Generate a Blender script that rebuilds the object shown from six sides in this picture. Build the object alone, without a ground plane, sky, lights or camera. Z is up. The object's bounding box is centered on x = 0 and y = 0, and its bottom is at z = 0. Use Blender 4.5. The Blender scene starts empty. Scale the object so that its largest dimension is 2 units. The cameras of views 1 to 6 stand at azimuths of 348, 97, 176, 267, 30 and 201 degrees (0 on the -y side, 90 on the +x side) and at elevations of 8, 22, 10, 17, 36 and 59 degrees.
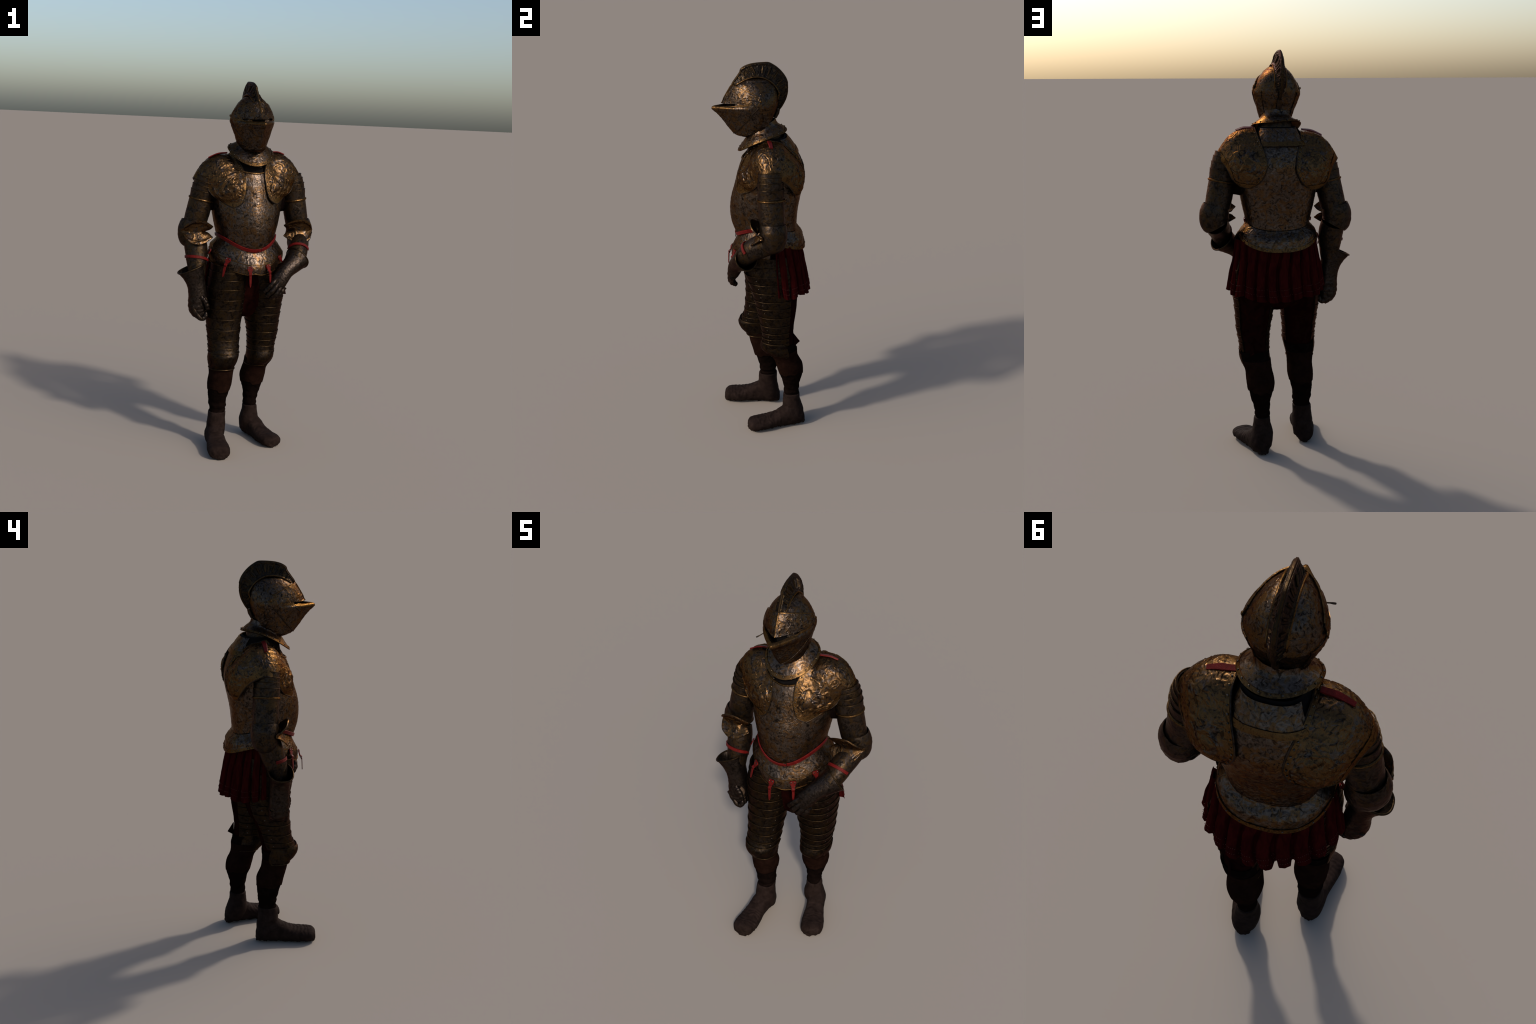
"""Standing suit of Renaissance parade armour: close helmet with comb, gorget,
breast and back plate, pauldrons, laminated arms and thighs, gauntlets, pleated
cloth skirt, dark hose and leather boots.  All lengths in metres, z up."""
import bpy, math
import numpy as np

# ------------------------------------------------------------------ noise ---
def _hash(ix, iy, iz, seed):
    h = (ix.astype(np.int64) * 374761393 + iy.astype(np.int64) * 668265263
         + iz.astype(np.int64) * 2147483647 + seed * 1274126177) & 0xFFFFFFFF
    h = ((h ^ (h >> 13)) * 1274126177) & 0xFFFFFFFF
    h = ((h ^ (h >> 16)) * 2246822519) & 0xFFFFFFFF
    return ((h ^ (h >> 15)) & 0xFFFF) / 32767.5 - 1.0

def noise(P, scale, seed=0):
    """smooth value noise in [-1, 1] at points P[..., 3]"""
    Q = P * scale
    I = np.floor(Q)
    F = Q - I
    F = F * F * F * (F * (F * 6 - 15) + 10)
    ix, iy, iz = I[..., 0], I[..., 1], I[..., 2]
    out = 0.0
    for dx in (0, 1):
        for dy in (0, 1):
            for dz in (0, 1):
                w = ((F[..., 0] if dx else 1 - F[..., 0])
                     * (F[..., 1] if dy else 1 - F[..., 1])
                     * (F[..., 2] if dz else 1 - F[..., 2]))
                out = out + w * _hash(ix + dx, iy + dy, iz + dz, seed)
    return out

def fbm(P, scale, seed=0, octaves=3):
    s, a = 0.0, 1.0
    for o in range(octaves):
        s = s + a * noise(P, scale * 2 ** o, seed + o * 17)
        a *= 0.5
    return s / 1.75

def scrolls(P, scale=26.0, seed=3):
    """embossed foliage: curling ridges from a strongly warped field, 0..1"""
    W = np.stack([noise(P, scale * 0.8, seed + k) for k in (1, 2, 3)], -1)
    Q = P + W * (0.9 / scale)
    n = noise(Q, scale, seed + 9)
    r = 1 - np.abs(np.sin(n * 4.2))
    return r * r

def emboss(amp, scale=26.0, seed=3, lump=0.35):
    def f(P, U, V):
        return amp * (scrolls(P, scale, seed) - 0.35
                      + lump * fbm(P, scale * 0.45, seed + 40))
    return f

def rough(amp, scale=30.0, seed=5):
    return lambda P, U, V: amp * fbm(P, scale, seed)

# ---------------------------------------------------------------- splines ---
def spline(keys, t):
    """monotone-ish cubic (Catmull-Rom, non uniform) through keys [(t, v...)]"""
    K = np.array(keys, float)
    x, Y = K[:, 0], K[:, 1:]
    t = np.clip(np.asarray(t, float), x[0], x[-1])
    m = np.zeros_like(Y)
    d = (Y[1:] - Y[:-1]) / (x[1:] - x[:-1])[:, None]
    m[0], m[-1] = d[0], d[-1]
    h = (x[1:] - x[:-1])[:, None]
    m[1:-1] = (d[:-1] * h[1:] + d[1:] * h[:-1]) / (h[1:] + h[:-1])
    flip = d[:-1] * d[1:] <= 0
    m[1:-1][flip] = 0.0
    i = np.clip(np.searchsorted(x, t, side='right') - 1, 0, len(x) - 2)
    hh = (x[i + 1] - x[i])
    s = ((t - x[i]) / hh)[..., None]
    hh = hh[..., None]
    r = ((2 * s**3 - 3 * s**2 + 1) * Y[i] + (s**3 - 2 * s**2 + s) * hh * m[i]
         + (-2 * s**3 + 3 * s**2) * Y[i + 1] + (s**3 - s**2) * hh * m[i + 1])
    return r[..., 0] if r.shape[-1] == 1 else r

def smooth(e0, e1, x):
    t = np.clip((x - e0) / (e1 - e0), 0, 1)
    return t * t * (3 - 2 * t)

def unit(v):
    v = np.asarray(v, float)
    return v / np.maximum(np.linalg.norm(v, axis=-1, keepdims=True), 1e-12)

def spow(c, p):
    return np.sign(c) * np.abs(c) ** p

SHADE = 0.53  # darkens all metal base colours toward the original's shaded back and sides
# --------------------------------------------------------------- materials ---
MATS = {}

def _nodes(name):
    m = bpy.data.materials.new(name)
    m.use_nodes = True
    nt = m.node_tree
    for n in list(nt.nodes):
        nt.nodes.remove(n)
    out = nt.nodes.new('ShaderNodeOutputMaterial')
    b = nt.nodes.new('ShaderNodeBsdfPrincipled')
    nt.links.new(b.outputs['BSDF'], out.inputs['Surface'])
    tc = nt.nodes.new('ShaderNodeTexCoord')
    return m, nt, b, tc

def _noise(nt, vec, scale, detail=3.0, distort=0.0, rough_=0.55):
    n = nt.nodes.new('ShaderNodeTexNoise')
    n.inputs['Scale'].default_value = scale
    n.inputs['Detail'].default_value = detail
    n.inputs['Roughness'].default_value = rough_
    n.inputs['Distortion'].default_value = distort
    nt.links.new(vec, n.inputs['Vector'])
    return n.outputs['Fac']

def _ramp(nt, fac, stops):
    r = nt.nodes.new('ShaderNodeValToRGB')
    els = r.color_ramp.elements
    while len(els) < len(stops):
        els.new(0.5)
    for e, (p, c) in zip(els, stops):
        e.position = p
        e.color = (*c, 1) if len(c) == 3 else c
    nt.links.new(fac, r.inputs['Fac'])
    return r.outputs['Color']

def _mix(nt, fac, a, b, blend='MIX'):
    m = nt.nodes.new('ShaderNodeMix')
    m.data_type = 'RGBA'
    m.blend_type = blend
    for sock, val in ((0, fac), (6, a), (7, b)):
        if isinstance(val, (int, float)):
            m.inputs[sock].default_value = val
        elif isinstance(val, tuple):
            m.inputs[sock].default_value = (*val, 1)
        else:
            nt.links.new(val, m.inputs[sock])
    return m.outputs[2]

def metal(name, steel, dark, gold, gold_amount=0.5, metallic=0.75, rough_=0.4,
          scale=30.0, bump=0.35):
    """etched steel with worn gilding: steel ground, dark recesses, gold scrolls"""
    steel, dark, gold = (tuple(c * SHADE for c in q) for q in (steel, dark, gold))
    rough_ -= 0.125
    m, nt, b, tc = _nodes(name)
    v = tc.outputs['Object']
    broad = _noise(nt, v, scale * 0.85, 4.0, 1.5)
    fine = _noise(nt, v, scale * 1.6, 5.0, 1.5, 0.6)
    grain = _noise(nt, v, scale * 9, 3.0, 0.4)
    base = _ramp(nt, fine, [(0.37, dark), (0.49, steel),
                            (0.64, tuple(c * 1.5 for c in steel))])
    g0 = 0.62 - 0.24 * gold_amount
    mask = _ramp(nt, broad, [(g0 - 0.02, (0, 0, 0)), (g0 + 0.05, (1, 1, 1))])
    lines = _ramp(nt, fine, [(0.38, (0.2,) * 3), (0.52, (1, 1, 1)), (0.68, (0.5,) * 3)])
    mask = _mix(nt, 1.0, mask, lines, 'MULTIPLY')
    col = _mix(nt, mask, base, gold)
    speck = _ramp(nt, grain, [(0.3, (0.7,) * 3), (0.6, (1.06,) * 3)])
    col = _mix(nt, 0.6, col, speck, 'MULTIPLY')
    nt.links.new(col, b.inputs['Base Color'])
    b.inputs['Metallic'].default_value = min(0.9, metallic + 0.15)
    b.inputs['Specular IOR Level'].default_value = 0.2
    b.inputs['Specular Tint'].default_value = (0.52, 0.39, 0.31, 1)
    rr = nt.nodes.new('ShaderNodeMapRange')
    rr.inputs['To Min'].default_value = rough_ - 0.1
    rr.inputs['To Max'].default_value = rough_ + 0.16
    nt.links.new(grain, rr.inputs['Value'])
    nt.links.new(rr.outputs['Result'], b.inputs['Roughness'])
    bp = nt.nodes.new('ShaderNodeBump')
    bp.inputs['Strength'].default_value = bump
    bp.inputs['Distance'].default_value = 0.004
    nt.links.new(fine, bp.inputs['Height'])
    nt.links.new(bp.outputs['Normal'], b.inputs['Normal'])
    MATS[name] = m
    return m

def plain(name, col_a, col_b, rough_=0.7, metallic=0.0, scale=40.0, bump=0.3,
          sheen=0.0, stretch=None, spec=0.4):
    m, nt, b, tc = _nodes(name)
    v = tc.outputs['Object']
    if stretch:
        mp = nt.nodes.new('ShaderNodeMapping')
        mp.inputs['Scale'].default_value = stretch
        nt.links.new(v, mp.inputs['Vector'])
        v = mp.outputs['Vector']
    n = _noise(nt, v, scale, 4.0, 0.6)
    g = _noise(nt, v, scale * 6, 2.0)
    col = _ramp(nt, n, [(0.3, col_a), (0.7, col_b)])
    col = _mix(nt, 0.5, col, _ramp(nt, g, [(0.3, (0.6,) * 3), (0.7, (1.15,) * 3)]), 'MULTIPLY')
    nt.links.new(col, b.inputs['Base Color'])
    b.inputs['Metallic'].default_value = metallic
    b.inputs['Roughness'].default_value = rough_
    b.inputs['Specular IOR Level'].default_value = spec
    b.inputs['Specular Tint'].default_value = (1.0, 0.8, 0.68, 1)
    b.inputs['Sheen Weight'].default_value = sheen
    bp = nt.nodes.new('ShaderNodeBump')
    bp.inputs['Strength'].default_value = bump
    bp.inputs['Distance'].default_value = 0.003
    nt.links.new(g, bp.inputs['Height'])
    nt.links.new(bp.outputs['Normal'], b.inputs['Normal'])
    MATS[name] = m
    return m

STEEL = metal('etched_steel', (0.12, 0.088, 0.068), (0.026, 0.018, 0.013), (0.158, 0.081, 0.03), 0.45)
HELM = metal('helmet_steel', (0.094, 0.069, 0.053), (0.016, 0.011, 0.009), (0.142, 0.074, 0.027), 0.5, scale=38)
RICH = metal('gilded_steel', (0.09, 0.065, 0.05), (0.018, 0.013, 0.01), (0.164, 0.083, 0.028), 0.8, scale=30)
GOLD = metal('gilded_border', (0.115, 0.064, 0.027), (0.04, 0.023, 0.012), (0.165, 0.085, 0.029), 0.9, scale=34)
BROWN = metal('browned_steel', (0.048, 0.035, 0.027), (0.016, 0.012, 0.009), (0.078, 0.045, 0.019), 0.45, 0.6, 0.45)
LEG = metal('leg_steel', (0.031, 0.022, 0.016), (0.011, 0.008, 0.006), (0.052, 0.031, 0.013), 0.42, 0.7, 0.48)
LEGGOLD = metal('leg_border', (.042, .026, .013), (.018, .012, .007), (.060, .035, .015), 0.7, 0.6, 0.45)
GLOVE = metal('gauntlet_steel', (0.046, 0.034, 0.028), (0.019, 0.0145, 0.012), (0.055, 0.036, 0.022), 0.25, 0.7, 0.45)
CREST = metal('crest_steel', (0.028, 0.022, 0.018), (0.009, 0.007, 0.006), (0.075, 0.044, 0.017), 0.35, 0.6, 0.45, 50)
RED = plain('red_leather', (0.065, 0.003, 0.003), (0.11, 0.006, 0.005), 0.5, scale=60, spec=0.12)
BOOT = plain('boot_leather', (0.010, 0.0062, 0.0050), (0.021, 0.0130, 0.0105), 0.7, scale=35, spec=0.02)
HOSE = plain('dark_hose', (0.003, 0.0019, 0.0016), (0.007, 0.0040, 0.0032), 1.0, scale=25, spec=0.0)
HOSERED = plain('red_hose', (0.005, 0.0014, 0.0012), (0.014, 0.0030, 0.0024), 1.0, scale=25, spec=0.0)
GARTER = plain('brown_legging', (0.007, 0.0033, 0.0024), (0.014, 0.0062, 0.0042), 1.0, scale=30, spec=0.0)
CLOTH = plain('crimson_cloth', (0.018, 0.0020, 0.0020), (0.040, 0.0042, 0.0038), 0.85, scale=50,
              stretch=(1, 1, 0.25), spec=0.0)
THREAD = plain('pale_thread', (0.045, 0.010, 0.008), (0.06, 0.015, 0.010), 0.8)
TAN = plain('tan_palm', (0.060, 0.038, 0.022), (0.09, 0.056, 0.034), 0.7, scale=50)
VOID = plain('dark_interior', (0.004, 0.0035, 0.0035), (0.007, 0.006, 0.006), 0.9, spec=0.05)
STUD = metal('stud_steel', (0.11, 0.09, 0.075), (0.06, 0.05, 0.04), (0.15, 0.1, 0.05), 0.4, 0.8, 0.35)

# ------------------------------------------------------------ mesh builders ---
ROOT = bpy.data.objects.new('suit_of_armor', None)
bpy.context.scene.collection.objects.link(ROOT)
ROOT['label'] = 'standing suit of gilded etched plate armor with crested helmet'
ROOT['category'] = 'armor'

def add(name, verts, faces, mat, parent=None, angle=40, flat=False):
    me = bpy.data.meshes.new(name)
    me.from_pydata([tuple(map(float, v)) for v in verts], [], faces)
    me.validate()
    me.update()
    if not flat:
        me.polygons.foreach_set('use_smooth', [True] * len(me.polygons))
        me.set_sharp_from_angle(angle=math.radians(angle))
    me.materials.append(mat)
    ob = bpy.data.objects.new(name, me)
    bpy.context.scene.collection.objects.link(ob)
    ob.parent = parent or ROOT
    return ob

def grid_normals(P, wrap_u):
    if wrap_u:
        du = np.roll(P, -1, 0) - np.roll(P, 1, 0)
    else:
        du = np.gradient(P, axis=0)
    dv = np.gradient(P, axis=1)
    return unit(np.cross(du, dv))

def shell(name, fn, nu, nv, mat, thick=0.003, relief=None, u=(0, 1), v=(0, 1),
          wrap=False, parent=None, flip=False, lift=0.0, angle=40, lip=None, lipw=0.06):
    """curved plate: surface fn(U, V) -> points, given relief and thickness.
    relief fades to nothing at free edges; lip raises a rolled rim there."""
    uu = np.linspace(u[0], u[1], nu, endpoint=not wrap)
    vv = np.linspace(v[0], v[1], nv)
    U, V = np.meshgrid(uu, vv, indexing='ij')
    P = fn(U, V)
    N = grid_normals(P, wrap)
    if flip:
        N = -N
    d = np.full(U.shape, float(lift))
    if relief is not None:
        d = d + relief(P, U, V)
    if lip:
        a = np.minimum(V - v[0], v[1] - V) / (v[1] - v[0])
        if not wrap:
            a = np.minimum(a, np.minimum(U - u[0], u[1] - U) / (u[1] - u[0]))
        d = d + lip * np.exp(-((a - lipw * 0.4) / (lipw * 0.45)) ** 2)
    outer = P + N * d[..., None]
    V3 = outer.reshape(-1, 3)
    n = nu * nv
    idx = lambda i, j: (i % nu) * nv + j
    F = []
    iu = nu if wrap else nu - 1
    for i in range(iu):
        for j in range(nv - 1):
            q = (idx(i, j), idx(i + 1, j), idx(i + 1, j + 1), idx(i, j + 1))
            F.append(q[::-1] if flip else q)
    if thick:
        inner = P + N * (d - thick)[..., None] if relief is None else P + N * (lift - thick)
        V3 = np.vstack([V3, inner.reshape(-1, 3)])
        F += [tuple(k + n for k in q[::-1]) for q in list(F)]
        edge = []
        for i in range(iu):
            edge.append((idx(i, 0), idx(i + 1, 0)))
            edge.append((idx(i + 1, nv - 1), idx(i, nv - 1)))
        if not wrap:
            for j in range(nv - 1):
                edge.append((idx(0, j + 1), idx(0, j)))
                edge.append((idx(nu - 1, j), idx(nu - 1, j + 1)))
        for a, b in edge:
            q = (b, a, a + n, b + n)
            F.append(q[::-1] if flip else q)
    return add(name, V3, F, mat, parent, angle)

def tube(name, pts, r, mat, parent=None, seg=8, closed=False, flat=1.0, twist=0.0, up=(0, 0, 1), sub=1):
    """round or flattened cord along a polyline; r number or per-point list"""
    pts = np.asarray(pts, float)
    if sub > 1:
        t = np.arange(len(pts))
        pts = spline(np.column_stack([t, pts]), np.linspace(0, len(pts) - 1, (len(pts) - 1) * sub + 1))
        if np.ndim(r):
            r = np.interp(np.linspace(0, len(t) - 1, len(pts)), t, r)
    n = len(pts)
    rr = np.full(n, r, float) if np.ndim(r) == 0 else np.asarray(r, float)
    T = np.roll(pts, -1, 0) - np.roll(pts, 1, 0) if closed else np.gradient(pts, axis=0)
    T = unit(T)
    A = unit(np.cross(T, np.asarray(up, float)))
    B = np.cross(A, T)
    V3, F = [], []
    for i in range(n):
        for k in range(seg):
            a = 2 * math.pi * k / seg + twist * i
            V3.append(pts[i] + rr[i] * (math.cos(a) * A[i] * flat + math.sin(a) * B[i]))
    m = n if closed else n - 1
    for i in range(m):
        for k in range(seg):
            a, b = i * seg + k, i * seg + (k + 1) % seg
            c, d = ((i + 1) % n) * seg + (k + 1) % seg, ((i + 1) % n) * seg + k
            F.append((a, b, c, d))
    if not closed:
        F.append(tuple(range(seg))[::-1])
        F.append(tuple((n - 1) * seg + k for k in range(seg)))
    return add(name, V3, F, mat, parent)

def ribbon(name, pts, normals, width, thick, mat, parent=None, sub=6):
    """leather strap: rectangular section along pts; width number or list"""
    pts, normals = np.asarray(pts, float), np.asarray(normals, float)
    k = len(pts)
    t = np.linspace(0, k - 1, (k - 1) * sub + 1)
    w = np.full(k, width, float) if np.ndim(width) == 0 else np.asarray(width, float)
    w = np.interp(t, np.arange(k), w)
    p = spline(np.column_stack([np.arange(k), pts]), t)
    nn = unit(spline(np.column_stack([np.arange(k), normals]), t))
    T = unit(np.gradient(p, axis=0))
    S = unit(np.cross(T, nn))
    V3, F = [], []
    for i in range(len(p)):
        for a, b in ((-.5, 0), (-.42, 1), (.42, 1), (.5, 0)):
            V3.append(p[i] + S[i] * w[i] * a + nn[i] * thick * b)
    for i in range(len(p) - 1):
        for c in range(4):
            d = (c + 1) % 4
            F.append((i * 4 + c, i * 4 + d, i * 4 + 4 + d, i * 4 + 4 + c)[::-1])
    F += [(0, 1, 2, 3), tuple((len(p) - 1) * 4 + c for c in (3, 2, 1, 0))]
    ob = add(name, V3, F, mat, parent, 30)
    return ob

DOME = None
def studs(name, places, r, mat, parent=None, height=0.6):
    """rivet heads: low domes at (point, normal)"""
    V3, F = [], []
    for p, nrm in places:
        nrm = unit(nrm)
        a = unit(np.cross(nrm, (0.3, 0.5, 0.81)))
        b = np.cross(nrm, a)
        o = len(V3)
        for el in (-0.25, 0.35, 0.95):
            for k in range(8):
                an = math.pi * k / 4
                V3.append(np.asarray(p) + r * (math.cos(el) * (math.cos(an) * a + math.sin(an) * b)
                                               + height * math.sin(el) * nrm))
        V3.append(np.asarray(p) + nrm * r * height)
        for row in (0, 1):
            for k in range(8):
                F.append((o + row * 8 + k, o + row * 8 + (k + 1) % 8,
                          o + row * 8 + 8 + (k + 1) % 8, o + row * 8 + 8 + k))
        for k in range(8):
            F.append((o + 16 + k, o + 16 + (k + 1) % 8, o + 24))
    ob = add(name, V3, F, mat, parent)
    ob['kind'] = 'stuff'
    return ob

def on_surface(fn, uv, lift=0.0, flip=False):
    """points and normals of a surface at the given (u, v) pairs"""
    res = []
    e = 1e-3
    for u, v in uv:
        U = np.array([[u - e, u - e], [u + e, u + e]])
        V = np.array([[v - e, v + e], [v - e, v + e]])
        P = fn(U, V)
        n = unit(np.cross(P[1, 0] - P[0, 0], P[0, 1] - P[0, 0]))
        if flip:
            n = -n
        res.append((P.mean((0, 1)) + n * lift, n))
    return res

def sweep(keys, side, power=2.0, shift=(0, 0, 0)):
    """limb: keys (cx, cy, cz, rx, ry) along a spine; u around, v along.
    rx lies along `side`, ry across it."""
    K = np.array(keys, float)
    K[:, :3] += np.asarray(shift, float)
    t = np.linspace(0, 1, len(K))
    tab = np.column_stack([t, K])
    side = np.asarray(side, float)
    def fn(U, V):
        k = spline(tab, V)
        e = 1e-3
        T = unit(spline(tab, np.minimum(V + e, 1))[..., :3] - spline(tab, np.maximum(V - e, 0))[..., :3])
        A = unit(side - T * (T @ side)[..., None])
        B = np.cross(T, A)
        a = U * 2 * math.pi
        c, s = spow(np.cos(a), 2 / power), spow(np.sin(a), 2 / power)
        return k[..., :3] + A * (c * k[..., 3])[..., None] + B * (s * k[..., 4])[..., None]
    return fn

def rings(keys, power=2.3):
    """vertical limb from rows (z, xmin, xmax, ymin, ymax); u=0 is +x, .25 is back"""
    K = np.array(sorted(keys), float)
    def fn(U, V):
        z = V
        k = spline(K, z)
        a = U * 2 * math.pi
        c, s = spow(np.cos(a), 2 / power), spow(np.sin(a), 2 / power)
        cx, cy = (k[..., 0] + k[..., 1]) / 2, (k[..., 2] + k[..., 3]) / 2
        rx, ry = (k[..., 1] - k[..., 0]) / 2, (k[..., 3] - k[..., 2]) / 2
        return np.stack([cx + rx * c, cy + ry * s, z], -1)
    return fn

def cap_ends(fn, lo, hi):
    """round off a sweep at both ends: v outside [0,1] shrinks onto the axis"""
    def g(U, V):
        P = fn(U, np.clip(V, 0, 1))
        C = fn(np.zeros_like(U), np.clip(V, 0, 1)) * 0.5 + fn(np.full_like(U, 0.5), np.clip(V, 0, 1)) * 0.5
        k = np.where(V < 0, np.sqrt(np.clip(1 - (V / lo) ** 2, 0, 1)), 1.0)
        k = np.where(V > 1, np.sqrt(np.clip(1 - ((V - 1) / hi) ** 2, 0, 1)), k)
        ax = fn(np.zeros_like(U), np.ones_like(V)) + fn(np.full_like(U, .5), np.ones_like(V)) \
            - fn(np.zeros_like(U), np.full_like(V, .95)) - fn(np.full_like(U, .5), np.full_like(V, .95))
        ax = ax / 2 / 0.05
        ax0 = fn(np.zeros_like(U), np.full_like(V, .05)) + fn(np.full_like(U, .5), np.full_like(V, .05)) \
            - fn(np.zeros_like(U), np.zeros_like(V)) - fn(np.full_like(U, .5), np.zeros_like(V))
        ax0 = ax0 / 2 / 0.05
        off = np.where(V > 1, V - 1, 0)[..., None] * ax + np.where(V < 0, V, 0)[..., None] * ax0
        return C + (P - C) * k[..., None] + off
    return g

# ---------------------------------------------------------------- the torso ---
HEAD = math.radians(5.5)                 # the trunk is turned a little to +x
CH, SH = math.cos(HEAD), math.sin(HEAD)
ORG = np.array([0.0, 0.03])

def place(L):
    """trunk coordinates (x right-left, y back, z) to world"""
    L = np.asarray(L, float)
    return np.stack([ORG[0] + L[..., 0] * CH - L[..., 1] * SH,
                     ORG[1] + L[..., 0] * SH + L[..., 1] * CH, L[..., 2]], -1)

# z, half width, front depth, back depth
TRUNK = [(1.04, .190, .150, .170), (1.09, .172, .158, .155), (1.14, .163, .175, .150),
         (1.18, .166, .184, .152), (1.24, .180, .189, .158), (1.31, .194, .181, .171),
         (1.37, .200, .163, .185), (1.44, .200, .144, .190), (1.50, .190, .124, .176),
         (1.55, .155, .100, .156), (1.59, .125, .080, .130), (1.64, .100, .060, .100)]

def trunk_local(A, Z, grow=0.0):
    """A angle in turns: 0 = +x side, .25 = back, .75 = front"""
    k = spline(TRUNK, Z)
    a = A * 2 * math.pi
    p = np.where(np.sin(a) < 0, 2 / 1.9, 2 / 2.6)
    c, s = spow(np.cos(a), p), spow(np.sin(a), p)
    dep = np.where(s < 0, k[..., 1], k[..., 2]) + grow
    # slight central keel on the breast
    keel = 0.006 * np.exp(-((a - 1.5 * math.pi) / 0.34) ** 2) * smooth(1.1, 1.2, Z)
    sn = np.sin(a)
    lop = np.where(c > 0, 0.93 + 0.07 * sn, 1.0)          # the wearer's left flank is slimmer in front
    return np.stack([(k[..., 0] * lop + grow) * c, dep * s - keel, Z], -1)

def waist(A):
    """height of the waist edge: dips in front, nearly level behind"""
    s = np.sin(A * 2 * math.pi)
    return np.where(s < 0, 1.172 - 0.066 * np.abs(s) ** 2.2, 1.172 - 0.034 * np.abs(s) ** 1.5)

def breast_fn(U, V):
    # u from the right side over the front to the left side
    A = 0.47 + U * 0.56
    s = -np.sin(A * 2 * math.pi)
    top = 1.60 - 0.082 * np.clip(s, 0, 1) ** 1.3
    Z = waist(A) + (top - waist(A)) * V
    return place(trunk_local(A, Z, 0.002))

def back_fn(U, V):
    A = -0.02 + U * 0.54
    s = np.sin(A * 2 * math.pi)
    top = 1.585 - 0.02 * np.clip(s, 0, 1)
    Z = waist(A) + (top - waist(A)) * V
    return place(trunk_local(A, Z))

breastplate = shell('breastplate', breast_fn, 260, 190, STEEL, 0.004, emboss(0.0010, 48, 11, 0.4))
backplate = shell('backplate', back_fn, 240, 180, STEEL, 0.004, emboss(0.0012, 48, 23, 0.4))
# rolled neck edge of the breastplate
U = np.linspace(0.28, 0.72, 40)
tube('neck_roll', breast_fn(U, np.ones_like(U)), 0.0055, GOLD, breastplate, sub=2)

# inner trunk closes the shoulders and neck below the plates
def lining_fn(U, V):
    return place(trunk_local(U, 1.10 + V * 0.535, -0.006))
shell('arming_doublet', lining_fn, 80, 60, VOID, 0, wrap=True)

# fauld: flared plate under the waist, in front; culet behind
def fauld_fn(U, V):
    A = 0.485 + U * 0.53
    s = np.abs(np.sin(A * 2 * math.pi))
    x = np.cos(A * 2 * math.pi)
    low = 1.030 - 0.054 * s ** 2.0 + 0.012 * np.exp(-(x / 0.16) ** 2)
    top = waist(A) - 0.004
    Z = top + (low - top) * V
    d = top - Z
    a = A * 2 * math.pi
    p = 2 / 1.65
    low_ring = np.stack([0.210 * spow(np.cos(a), p), 0.198 * spow(np.sin(a), p), Z], -1)
    up_ring = trunk_local(A, top, -0.004)
    # straight flare from a pinched waist, easing in a little at the hem
    f = (smooth(-0.02, 0.095, d) * 1.0)[..., None]
    L = up_ring * (1 - f) + low_ring * f
    L = L * np.stack([1 - 0.03 * smooth(.095, .14, d)] * 2 + [np.ones_like(d)], -1)
    L[..., 2] = Z
    return place(L)
fauld = shell('fauld', fauld_fn, 200, 60, STEEL, 0.004, emboss(0.0014, 34, 31), flip=True)
for vv, w in ((0.56, 0.0026), (0.985, 0.0035)):
    U = np.linspace(0.03, 0.97, 70)
    tube('fauld_bead', fauld_fn(U, np.full_like(U, vv)), w, GOLD, fauld)

def culet_fn(U, V):
    A = -0.015 + U * 0.53
    s = np.clip(np.sin(A * 2 * math.pi), 0, 1)
    top = waist(A) - 0.004
    low = 1.098 - 0.062 * s ** 1.6
    Z = top + (low - top) * V
    base = trunk_local(A, np.full_like(Z, 1.14), 0)
    d = top - Z
    g = -0.004 + 0.038 * smooth(-0.01, 0.05, d) + 0.010 * smooth(0.04, 0.12, d)
    n = np.stack([np.cos(A * 2 * math.pi), np.sin(A * 2 * math.pi), np.zeros_like(A)], -1)
    L = base + n * g[..., None]
    L[..., 2] = Z
    return place(L)
culet = shell('culet', culet_fn, 160, 44, STEEL, 0.004, emboss(0.0018, 30, 37), flip=True)
shell('culet_border', culet_fn, 120, 6, GOLD, 0.003, v=(0.82, 1.0), u=(0.02, 0.98), parent=culet, flip=True, lift=0.0028)
studs('rivet', on_surface(culet_fn, [(u, 0.91) for u in np.linspace(0.08, 0.92, 11)], 0.003, True), 0.0042, STUD, culet)

# red waist belt
U = np.linspace(0.02, 0.98, 60)
bp_ = breast_fn(U, np.full_like(U, 0.012))
bn = np.array([n for _, n in on_surface(breast_fn, [(u, 0.03) for u in U])])
belt = ribbon('belt', bp_ + bn * 0.002, bn, 0.019, 0.005, RED, sub=2)
bm = len(U) // 2 + 3
cb = bp_[bm] + bn[bm] * 0.008
tube('buckle', [cb + np.array(q) for q in ((-.009, 0, .012), (.009, 0.001, .012), (.009, .001, -.012), (-.009, 0, -.012))],
     0.0022, STUD, belt, closed=True)

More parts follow.
